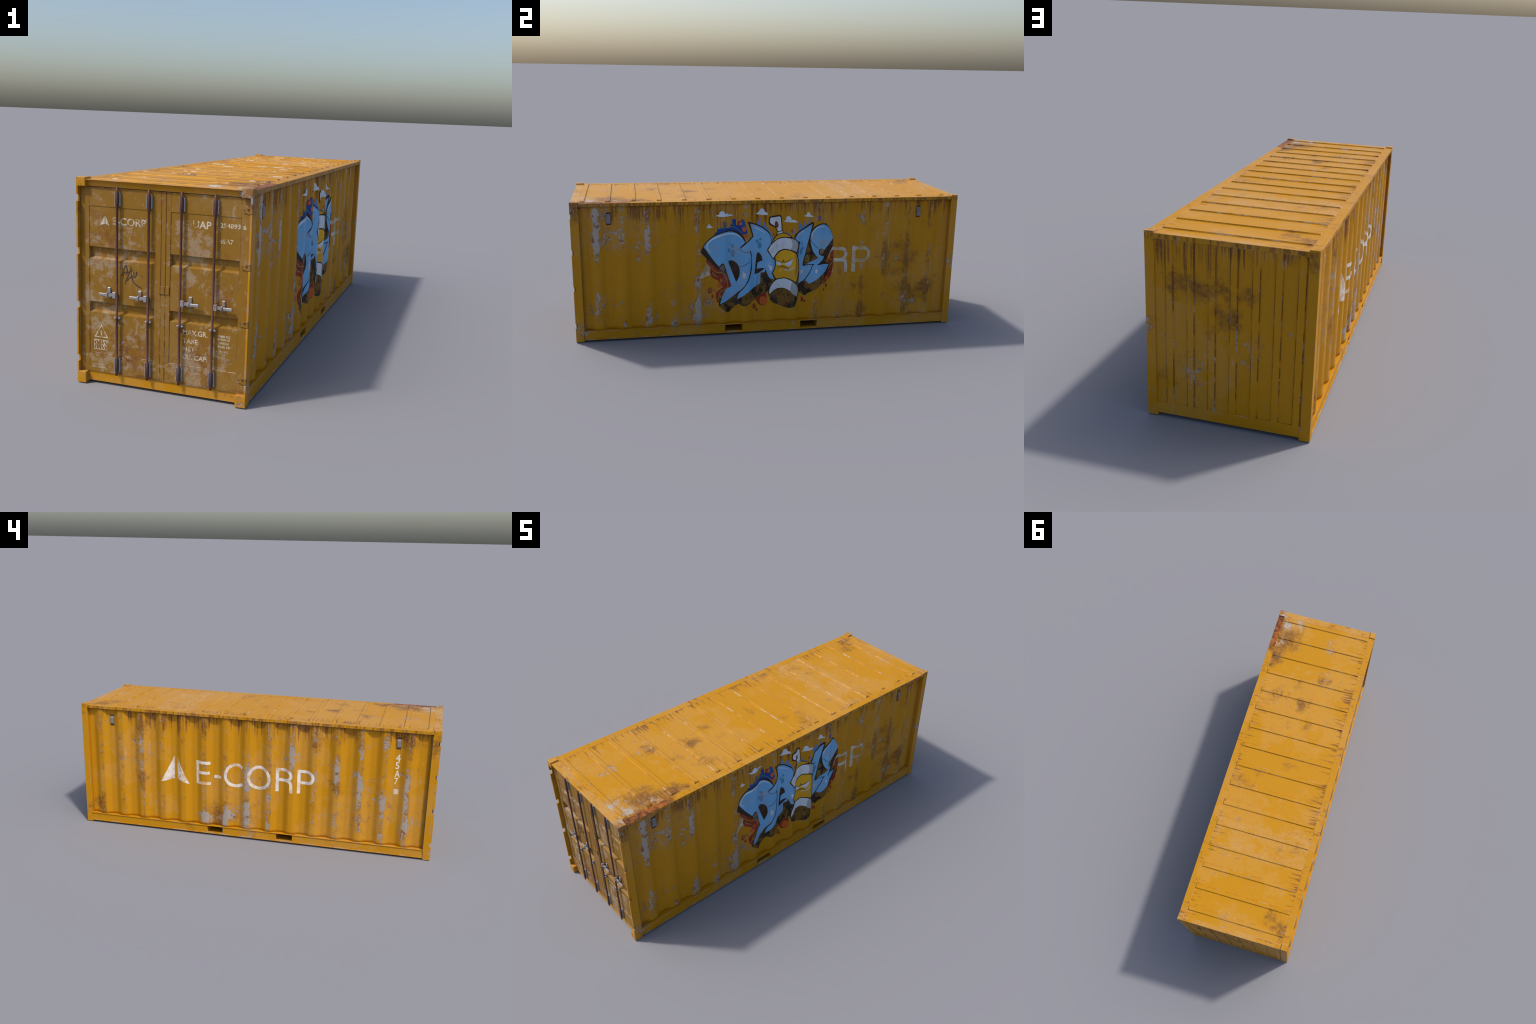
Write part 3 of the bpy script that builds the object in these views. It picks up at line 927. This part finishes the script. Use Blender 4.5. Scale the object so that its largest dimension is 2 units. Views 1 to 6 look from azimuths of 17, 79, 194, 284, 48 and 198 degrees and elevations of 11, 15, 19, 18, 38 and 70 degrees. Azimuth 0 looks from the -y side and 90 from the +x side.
# marker-pen scribble on the left door
bm = bmesh.new()
for k, (pts, w) in enumerate((([(-.143, .386), (-.139, .415), (-.131, .428), (-.127, .404), (-.134, .395)], .0042), ([(-.150, .392), (-.136, .404), (-.120, .407), (-.104, .415)], .0036),
                              ([(-.136, .363), (-.126, .389), (-.116, .412), (-.111, .424)], .0038), ([(-.121, .431), (-.113, .418), (-.112, .392), (-.108, .387), (-.103, .408), (-.099, .390), (-.092, .412), (-.093, .392)], .0030),
                              ([(-.111, .387), (-.101, .372), (-.088, .362), (-.073, .356)], .0044), ([(-.074, .402), (-.071, .392)], .0034), ([(-.128, .376), (-.117, .389), (-.106, .396)], .0032))):
    bm_stroke(bm, pts, w, lift=0, taper=True)
    for v in bm.verts:
        if not v.tag:
            v.co = Vector((v.co.y, -k * .00004, v.co.z)); v.tag = True
on_door("marker_scribble", bm, M_SCRIBBLE, LEFT)

# ================================================================== spray-painted mural (right wall)
INK = {
    'black': paint_mark("spray_black", (.007, .008, .010), .62, .74, patch=.1, dust=.06),
    'worn': paint_mark("spray_black_worn", (.008, .008, .009), .44, .58, under=(.20, .10, .015), patch=.55, dust=.08),
    'blue': paint_mark("spray_sky_blue", (.130, .380, .680), .66, .78, under=(.33, .40, .47), tint=(.165, .42, .71)),
    'teal': paint_mark("spray_teal", (.060, .220, .380), .60, .74, under=(.13, .38, .66)),
    'navy': paint_mark("spray_navy", (.005, .050, .270), .60, .76, under=(.02, .07, .22), tint=(.010, .075, .30), dust=.08),
    'mid': paint_mark("spray_mid_blue", (.075, .230, .520), .54, .70),
    'purple': paint_mark("spray_violet", (.11, .075, .20), .54, .70),
    'white': paint_mark("spray_white", (.62, .68, .76), .64, .78, under=(.45, .42, .38)),
    'grey': paint_mark("spray_grey", (.36, .40, .42), .64, .78),
    'red': paint_mark("spray_red", (.200, .012, .014), .56, .70, tint=(.26, .02, .015), dust=.15),
    'orange': paint_mark("spray_orange", (.52, .110, .018), .52, .66, under=(.34, .11, .02)),
    'green': paint_mark("spray_green", (.23, .33, .045), .50, .68),
    'canyel': paint_mark("spray_can_yellow", (.740, .400, .014), .70, .82, tint=(.64, .33, .012), dust=.15),
    'canshade': paint_mark("spray_can_ochre", (.36, .16, .010), .6, .75, under=(.6, .3, .02)),
    'canlight': paint_mark("spray_can_pale", (.80, .56, .10), .6, .75, under=(.6, .3, .02)),
    'dull': paint_mark("spray_ochre", (.22, .10, .012), .6, .7, under=(.05, .03, .01)),
    'hatch': paint_mark("spray_hatched", (.20, .21, .21), .46, .54, under=(.01, .01, .012), fuzz=.5),
}
# control points are (y, z) in millimetres on the wall
SHAPES = {
    "black": [(-369, 445), (-356, 474), (-328, 506), (-289, 536), (-251, 551), (-217, 554), (-184, 547), (-160, 533), (-141, 502), (-138, 486), (-102, 521), (-114, 555), (-132, 600), (-83, 583), (-47, 565), (-18, 541), (-8, 509), (-4, 480), (-26, 465), (-27, 441), (13, 391), (22, 371), (15, 304), (3, 283), (-44, 267), (-54, 255), (-52, 213), (-94, 176), (-141, 148), (-174, 159), (-228, 114), (-280, 156), (-255, 226), (-209, 255), (-234, 329), (-283, 354), (-339, 409)],
    "Dblue": [(-354, 472), (-324, 504), (-286, 531), (-248, 545), (-213, 546), (-184, 536), (-160, 518), (-142, 491), (-166, 460), (-137, 439), (-116, 440), (-108, 399), (-112, 343), (-125, 293), (-143, 259), (-173, 226), (-216, 191), (-272, 166), (-244, 240), (-209, 255), (-250, 382), (-262, 384), (-276, 367), (-300, 394), (-328, 434)],
    "Dcounter": [(-228, 392), (-209, 395), (-187, 383), (-173, 363), (-168, 337), (-170, 310), (-185, 276)],
    "Dhatch": [(-276, 361), (-255, 382), (-244, 350), (-231, 317), (-262, 344)],
    "Ablue": [(-116, 587), (-83, 576), (-47, 558), (-20, 535), (-9, 506), (-10, 476), (-29, 442), (9, 396), (19, 371), (15, 319), (13, 287), (-14, 299), (-34, 346), (-36, 329), (-57, 323), (-59, 264), (-79, 253), (-181, 182), (-172, 215), (-140, 255), (-117, 295), (-104, 353), (-106, 406), (-112, 440), (-137, 436), (-163, 459), (-96, 518), (-108, 558)],
    "Acounter": [(-70, 434), (-56, 418), (-48, 389), (-74, 378), (-78, 344), (-36, 350), (-62, 325), (-89, 316), (-83, 388), (-78, 426)],
    "mottle1": [(-56, 323), (-34, 344), (-14, 298), (7, 286), (-8, 261), (-22, 223), (-50, 213), (-57, 258)],
    "mottle2": [(-266, 164), (-216, 187), (-183, 210), (-181, 180), (-79, 249), (-54, 259), (-94, 176), (-141, 148), (-174, 159), (-228, 114), (-280, 156)],
    "LEblack": [(213, 588), (168, 554), (122, 526), (117, 502), (138, 413), (147, 274), (142, 254), (152, 211), (182, 187), (206, 206), (258, 236), (287, 274), (315, 343), (314, 364), (291, 367), (305, 404), (326, 455), (326, 489), (315, 533), (287, 575), (253, 577), (223, 562), (212, 546), (219, 580)],
    "Lblue": [(212, 576), (175, 550), (134, 526), (120, 502), (137, 482), (150, 486), (140, 413), (148, 332), (145, 256), (180, 278), (200, 308), (217, 357), (189, 353), (170, 348), (166, 360), (179, 416), (198, 504)],
    "Eblue": [(205, 500), (208, 527), (224, 553), (249, 570), (275, 571), (299, 556), (315, 529), (324, 494), (282, 432), (265, 443), (250, 441), (248, 422), (260, 407), (280, 400), (276, 384), (239, 356), (308, 356), (289, 313), (256, 287), (203, 252), (182, 271), (204, 308), (220, 354), (230, 364), (185, 357), (197, 369), (248, 395), (222, 423), (208, 463)],
    "Einner": [(194, 469), (205, 440), (228, 415), (247, 395), (215, 380), (185, 358), (173, 358), (183, 416)],
    "Emot": [(184, 271), (204, 250), (256, 285), (290, 311), (283, 271), (258, 236), (206, 206), (181, 232)],
    "redR": [(316, 416), (314, 389), (291, 374), (314, 364), (315, 343), (297, 308), (287, 274), (278, 240), (299, 262), (320, 289), (329, 336), (332, 383), (330, 436)],
    "redL": [(-339, 409), (-338, 383), (-318, 358), (-322, 334), (-307, 303), (-283, 294), (-270, 272), (-255, 260), (-290, 225), (-287, 180), (-277, 169), (-255, 226), (-209, 255), (-234, 329), (-283, 354)],
    "redM": [(-94, 178), (-50, 213), (-29, 219), (-25, 177), (-32, 145), (-59, 146), (-78, 170)],
    "nozzleB": [(-21, 598), (-19, 616), (-13, 623), (41, 625), (49, 616), (56, 542), (60, 535), (21, 523), (30, 540), (11, 566), (-17, 581)],
    "nozzleW": [(-14, 610), (-10, 617), (38, 618), (44, 613), (51, 544), (32, 541), (16, 569), (-13, 590)],
    "neck": [(26, 526), (32, 536), (55, 540), (58, 534)],
    "domeB": [(-3, 489), (16, 516), (42, 530), (71, 531), (103, 514), (102, 506), (65, 505), (31, 497)],
    "domeY": [(2, 492), (22, 515), (46, 527), (71, 527), (98, 514), (64, 509), (31, 502)],
    "band1B": [(-30, 448), (-3, 483), (31, 504), (64, 510), (100, 507), (126, 497), (144, 472), (134, 424), (107, 435), (73, 441), (44, 432), (20, 409), (6, 394)],
    "band1": [(-22, 448), (-1, 479), (32, 499), (65, 505), (98, 503), (124, 493), (138, 472), (130, 430), (107, 441), (72, 447), (40, 438), (15, 414), (5, 401)],
    "band1g": [(98, 503), (124, 493), (138, 472), (130, 430), (96, 446), (106, 468)],
    "bodyB": [(11, 410), (38, 436), (72, 447), (109, 440), (135, 415), (146, 366), (147, 312), (138, 256), (100, 277), (66, 282), (23, 279), (10, 297), (1, 325), (13, 346), (16, 372)],
    "body": [(17, 411), (41, 432), (73, 441), (106, 434), (129, 414), (141, 367), (141, 314), (131, 266), (100, 283), (65, 287), (28, 285), (17, 300), (6, 324), (18, 345), (22, 371)],
    "eyeL": [(21, 382), (39, 378), (57, 372), (46, 359), (28, 362)],
    "eyeR": [(70, 370), (88, 379), (109, 397), (102, 364), (86, 353), (76, 357)],
    "band2B": [(-19, 204), (-13, 246), (11, 281), (50, 290), (77, 291), (111, 279), (143, 244), (146, 197), (135, 181), (101, 214), (70, 230), (36, 231), (8, 221)],
    "band2": [(-14, 209), (-8, 246), (15, 276), (50, 285), (76, 286), (107, 274), (138, 243), (141, 200), (133, 188), (101, 218), (70, 234), (36, 235), (8, 225)],
    "band2g": [(104, 256), (111, 272), (138, 243), (141, 200), (133, 188), (101, 218)],
    "base": [(8, 225), (36, 235), (70, 236), (101, 220), (133, 188), (143, 180), (127, 134), (100, 126), (53, 138), (0, 168), (-16, 204)],
    "sk1": [(-298, 535), (-295, 544), (-285, 546), (-285, 574), (-282, 566), (-271, 565), (-269, 572), (-255, 571), (-255, 602), (-237, 600), (-237, 566), (-217, 567), (-215, 583), (-206, 583), (-206, 610), (-187, 609), (-186, 578), (-171, 579), (-176, 590), (-166, 596), (-158, 613), (-144, 601), (-129, 539), (-143, 524), (-160, 533), (-184, 547), (-217, 554), (-251, 551), (-289, 536)],
    "sk2": [(-78, 585), (-78, 599), (-65, 599), (-65, 613), (-59, 613), (-59, 577), (-46, 570), (-47, 589), (-36, 590), (-36, 573), (-18, 554), (5, 508), (-4, 483), (-18, 541), (-47, 565), (-77, 579)],
    "sk3": [(122, 526), (139, 540), (138, 578), (140, 590), (146, 589), (147, 576), (157, 575), (159, 558), (166, 562), (165, 588), (172, 587), (173, 567), (182, 572), (194, 578), (193, 598), (202, 599), (202, 582), (168, 554)],
    "sk4": [(68, 527), (68, 546), (71, 546), (72, 533), (83, 532), (94, 528), (98, 517), (81, 523)],
    "sk5": [(105, 532), (110, 557), (117, 557), (119, 531), (110, 524)],
    "purple1": [(239, 620), (254, 619), (254, 592), (241, 593)],
    "purple2": [(-255, 602), (-237, 600), (-237, 575), (-255, 577)],
    "c1": [(-292, 629), (-284, 635), (-274, 639), (-272, 651), (-259, 656), (-247, 650), (-246, 640), (-234, 644), (-228, 636), (-217, 636), (-200, 628), (-236, 626), (-265, 626)],
    "c2": [(-339, 570), (-331, 576), (-328, 585), (-320, 586), (-315, 577), (-303, 571), (-320, 566)],
    "c3": [(-87, 635), (-73, 643), (-66, 650), (-63, 658), (-54, 662), (-44, 657), (-40, 647), (-32, 643), (-23, 632), (-55, 628)],
    "c4": [(59, 590), (71, 598), (75, 615), (86, 621), (95, 614), (100, 602), (110, 602), (122, 596), (138, 588), (96, 588)],
    "c5": [(166, 617), (181, 622), (185, 634), (192, 638), (199, 631), (203, 622), (220, 616), (195, 612)],
}
LINES = [
    ("AD", 2.4, [(-141, 488), (-168, 458), (-137, 435), (-114, 443), (-106, 399), (-108, 343), (-122, 292), (-142, 257), (-176, 220), (-216, 190)]),
    ("crack", 2.1, [(-170, 358), (-142, 371), (-112, 387)]),
    ("crack2", 1.4, [(-124, 390), (-109, 407)]),
    ("leg", 2.4, [(-79, 256), (-70, 318)]),
    ("leg2", 2.4, [(-257, 179), (-243, 236)]),
    ("hiD", 5.2, [(-318, 439), (-331, 456), (-336, 473), (-324, 495), (-293, 518), (-255, 534), (-217, 536), (-184, 529), (-160, 513)]),
    ("hiA", 3.1, [(-105, 573), (-75, 557), (-38, 537)]),
    ("hiA2", 2.7, [(-148, 464), (-134, 476)]),
    ("hiL", 3.1, [(134, 511), (148, 526), (172, 541)]),
    ("hiE", 3.8, [(211, 506), (214, 531), (231, 554), (254, 563), (280, 557)]),
    ("ELline", 2.1, [(204, 489), (226, 464), (250, 441)]),
    ("ELline2", 2.7, [(218, 354), (202, 310), (180, 277)]),
    ("Ein", 2.4, [(287, 317), (296, 355)]),
    ("browL", 2.7, [(18, 386), (41, 380), (57, 372), (63, 386), (69, 375), (87, 382), (110, 400)]),
    ("mouth", 2.4, [(29, 348), (45, 350), (64, 349), (81, 344), (95, 333)]),
    ("g1", 2.4, [(-343, 527), (-328, 540), (-299, 557), (-265, 568), (-217, 574), (-191, 566), (-171, 552), (-143, 520)]),
    ("g2", 2.1, [(-238, 585), (-217, 587), (-199, 582)]),
    ("g3", 3.4, [(-331, 375), (-314, 360), (-300, 345), (-283, 335), (-251, 329), (-230, 259), (-266, 238), (-276, 213), (-281, 186)]),
    ("g4", 3.1, [(-310, 337), (-297, 319), (-276, 312)]),
    ("g5", 2.4, [(281, 374), (331, 380), (315, 347), (308, 327)]),
    ("g6", 2.1, [(180, 376), (188, 408), (197, 384), (180, 376)]),
    ("g7", 2.4, [(150, 200), (162, 209), (174, 183), (207, 196), (234, 219)]),
    ("g8", 2.1, [(82, 118), (104, 114), (126, 126), (144, 178)]),
    ("g9", 2.1, [(-90, 179), (-33, 226)]),
    ("g10", 2.1, [(-143, 517), (-125, 507), (-114, 522), (-117, 548)]),
    ("g11", 2.1, [(-25, 630), (0, 639), (36, 637)]),
]
DOTS = [
    ("teal", -203, 432, 11.3, 19.9),
    ("teal", -205, 469, 6.9, 9.6),
    ("teal", -224, 449, 7.6, 10.3),
    ("teal", -65, 469, 10.7, 16.5),
    ("teal", -78, 492, 7.6, 9.6),
    ("teal", -61, 502, 5.8, 7.6),
    ("teal", -221, 483, 2.7, 4.1),
    ("teal", -72, 520, 2.7, 3.8),
    ("teal", 156, 429, 7.6, 15.5),
    ("teal", 165, 445, 5.5, 9.6),
    ("teal", 161, 472, 4.1, 6.2),
    ("grey", 259, 485, 9.6, 13.7),
    ("white", -146, 314, 10.3, 15.5),
    ("white", -152, 334, 2.7, 4.8),
    ("white", -7, 350, 7.9, 13.7),
    ("white", -18, 363, 4.1, 5.5),
    ("white", -13, 376, 3.1, 4.1),
    ("white", 163, 318, 7.6, 11.0),
    ("white", 152, 326, 2.7, 4.1),
    ("white", 238, 323, 6.2, 11.0),
    ("yel", 266, 427, 13.1, 15.8),
    ("red", -322, 236, 11.7, 17.9),
    ("red", -307, 205, 6.9, 10.3),
    ("red", -89, 141, 9.3, 15.5),
    ("red", -76, 121, 5.8, 8.6),
    ("red", -171, 588, 8.6, 13.1),
    ("red", -150, 605, 4.1, 6.2),
    ("red", -150, 633, 2.4, 3.4),
    ("red", 298, 238, 5.2, 12.0),
    ("red", 287, 215, 3.4, 7.9),
    ("red", 169, 166, 6.9, 13.1),
    ("red", 182, 156, 4.1, 7.6),
    ("red", 104, 543, 6.2, 8.6),
    ("red", 6, 528, 3.4, 4.8),
    ("orange", -165, 587, 6.9, 9.6),
    ("orange", -147, 559, 10.3, 13.7),
    ("orange", -138, 524, 11.0, 13.1),
    ("orange", -299, 240, 6.9, 9.6),
    ("orange", -277, 268, 8.9, 13.7),
    ("orange", -266, 295, 6.9, 10.3),
    ("orange", -42, 171, 19.9, 24.7),
    ("orange", 301, 279, 6.2, 8.9),
    ("orange", 163, 176, 4.8, 8.6),
    ("redcore", 21, 576, 9.3, 19.9),
]

LAYER = .00028


def mm(pts):
    return [(a / 1000.0, b / 1000.0) for a, b in pts]


def paint(kind, names, ink, layer, sub=4):
    for k, nme in enumerate(names):
        bm = bmesh.new()
        bm_outline(bm, round_outline(mm(SHAPES[nme]), sub))
        lay_on_wall(kind, bm, 1, .0005 + layer * LAYER + k * .00002, INK[ink], WALL[1])


paint("painted_skyline", ('sk1',), 'navy', 1, 1)
paint("painted_skyline", ('sk2', 'sk3', 'sk4', 'sk5'), 'mid', 1, 1)
paint("painted_skyline", ('purple1', 'purple2'), 'purple', 2, 1)
paint("painted_splash", ('redR', 'redL', 'redM'), 'red', 2)
paint("painted_cloud", ('c1', 'c2', 'c3', 'c4', 'c5'), 'white', 1)
paint("painted_letter_shadow", ('black',), 'black', 4)
paint("painted_letter_shadow", ('LEblack',), 'black', 4)
paint("painted_letter_shadow", ('mottle1', 'mottle2', 'Emot'), 'worn', 5)
paint("painted_letter_shadow", ('base',), 'worn', 5)
paint("painted_letter", ('Dblue',), 'blue', 6)
paint("painted_letter", ('Ablue',), 'blue', 7)
paint("painted_letter", ('Lblue',), 'blue', 6)
paint("painted_letter", ('Eblue',), 'blue', 7)
paint("painted_letter_counter", ('Dcounter', 'Acounter'), 'black', 8)
paint("painted_letter_counter", ('Einner',), 'worn', 8)
paint("painted_letter_counter", ('Dhatch',), 'hatch', 8)

DOT_LAYER = {'red': 3, 'orange': 3.5, 'teal': 9, 'white': 9.5, 'grey': 9, 'yel': 9}
DOT_INK = {'yel': 'dull'}
for kind, ds in sorted({d[0]: [e for e in DOTS if e[0] == d[0]] for d in DOTS}.items()):
    if kind == 'redcore':
        continue
    bm = bmesh.new()
    for k, (_, y, z, a, b) in enumerate(ds):
        bm_outline(bm, [(p[0] / 1000, p[1] / 1000) for p in ellipse(y, z, a, b, 18)], lift=k * .00002)
    ob = lay_on_wall("painted_dot", bm, 1, .0005 + DOT_LAYER[kind] * LAYER, INK[DOT_INK.get(kind, kind)], WALL[1])
    ob["kind"] = "stuff"

LINE_INK = {'g': ('green', 3.8), 'h': ('white', 9.7)}
for k, (nme, w, pts) in enumerate(LINES):
    ink, lay = LINE_INK.get(nme[0], ('black', 9))
    if nme[:4] in ('brow', 'mout'):
        ink, lay = 'black', 14
    if nme in ('g5', 'g6', 'g3', 'g7', 'g9'):
        lay = 8.6
    bm = bmesh.new()
    bm_stroke(bm, mm(pts), w / 1000.0 * (1.5 if nme[0] == 'h' else 1.15), taper=True)
    lay_on_wall("painted_highlight" if ink == 'white' else "painted_stroke", bm, 1, .0005 + lay * LAYER + k * .000012, INK[ink], WALL[1])

# the spray can: shine and shade on the body
for k, (ink, w, pts) in enumerate((('canshade', .010, [(.127, .300), (.132, .345), (.131, .385), (.122, .415)]), ('canshade', .006, [(.033, .360), (.060, .353), (.088, .346)]),
                                   ('white', .006, [(.066, .333), (.090, .334), (.108, .343), (.118, .352)]), ('canlight', .009, [(.052, .425), (.053, .440)]),
                                   ('canlight', .008, [(.046, .322), (.053, .336)]), ('canlight', .007, [(.040, .357), (.062, .366), (.082, .358)]))):
    bm = bmesh.new()
    bm_stroke(bm, pts, w, taper=True)
    lay_on_wall("painted_can_shine", bm, 1, .0005 + 10.4 * LAYER + k * .00002, INK[ink], WALL[1])
paint("painted_can", ('nozzleB', 'domeB', 'bodyB'), 'black', 9)
paint("painted_can", ('domeY', 'body'), 'canyel', 10)
paint("painted_can", ('nozzleW', 'neck'), 'white', 10)
bm = bmesh.new()
d = [e for e in DOTS if e[0] == 'redcore'][0]
d = (d[0], d[1] + 1.5, d[2] + 2.0, d[3] - 1.6, d[4] - 3.6)
bm_outline(bm, [(p[0] / 1000, p[1] / 1000) for p in ellipse(d[1], d[2], d[3] + 1.9, d[4] + 1.9, 20, .33)])
lay_on_wall("painted_can", bm, 1, .0005 + 11 * LAYER, INK['black'], WALL[1])
bm = bmesh.new()
bm_outline(bm, [(p[0] / 1000, p[1] / 1000) for p in ellipse(d[1], d[2], d[3] - .6, d[4] - .6, 20, .33)])
lay_on_wall("painted_can", bm, 1, .0005 + 11.5 * LAYER, INK['red'], WALL[1])
paint("painted_can_band", ('band1B', 'band2B'), 'black', 11)
paint("painted_can_band", ('band1', 'band2'), 'white', 12)
paint("painted_can_band", ('band1g', 'band2g'), 'grey', 13)
paint("painted_can_eye", ('eyeL', 'eyeR'), 'white', 13)
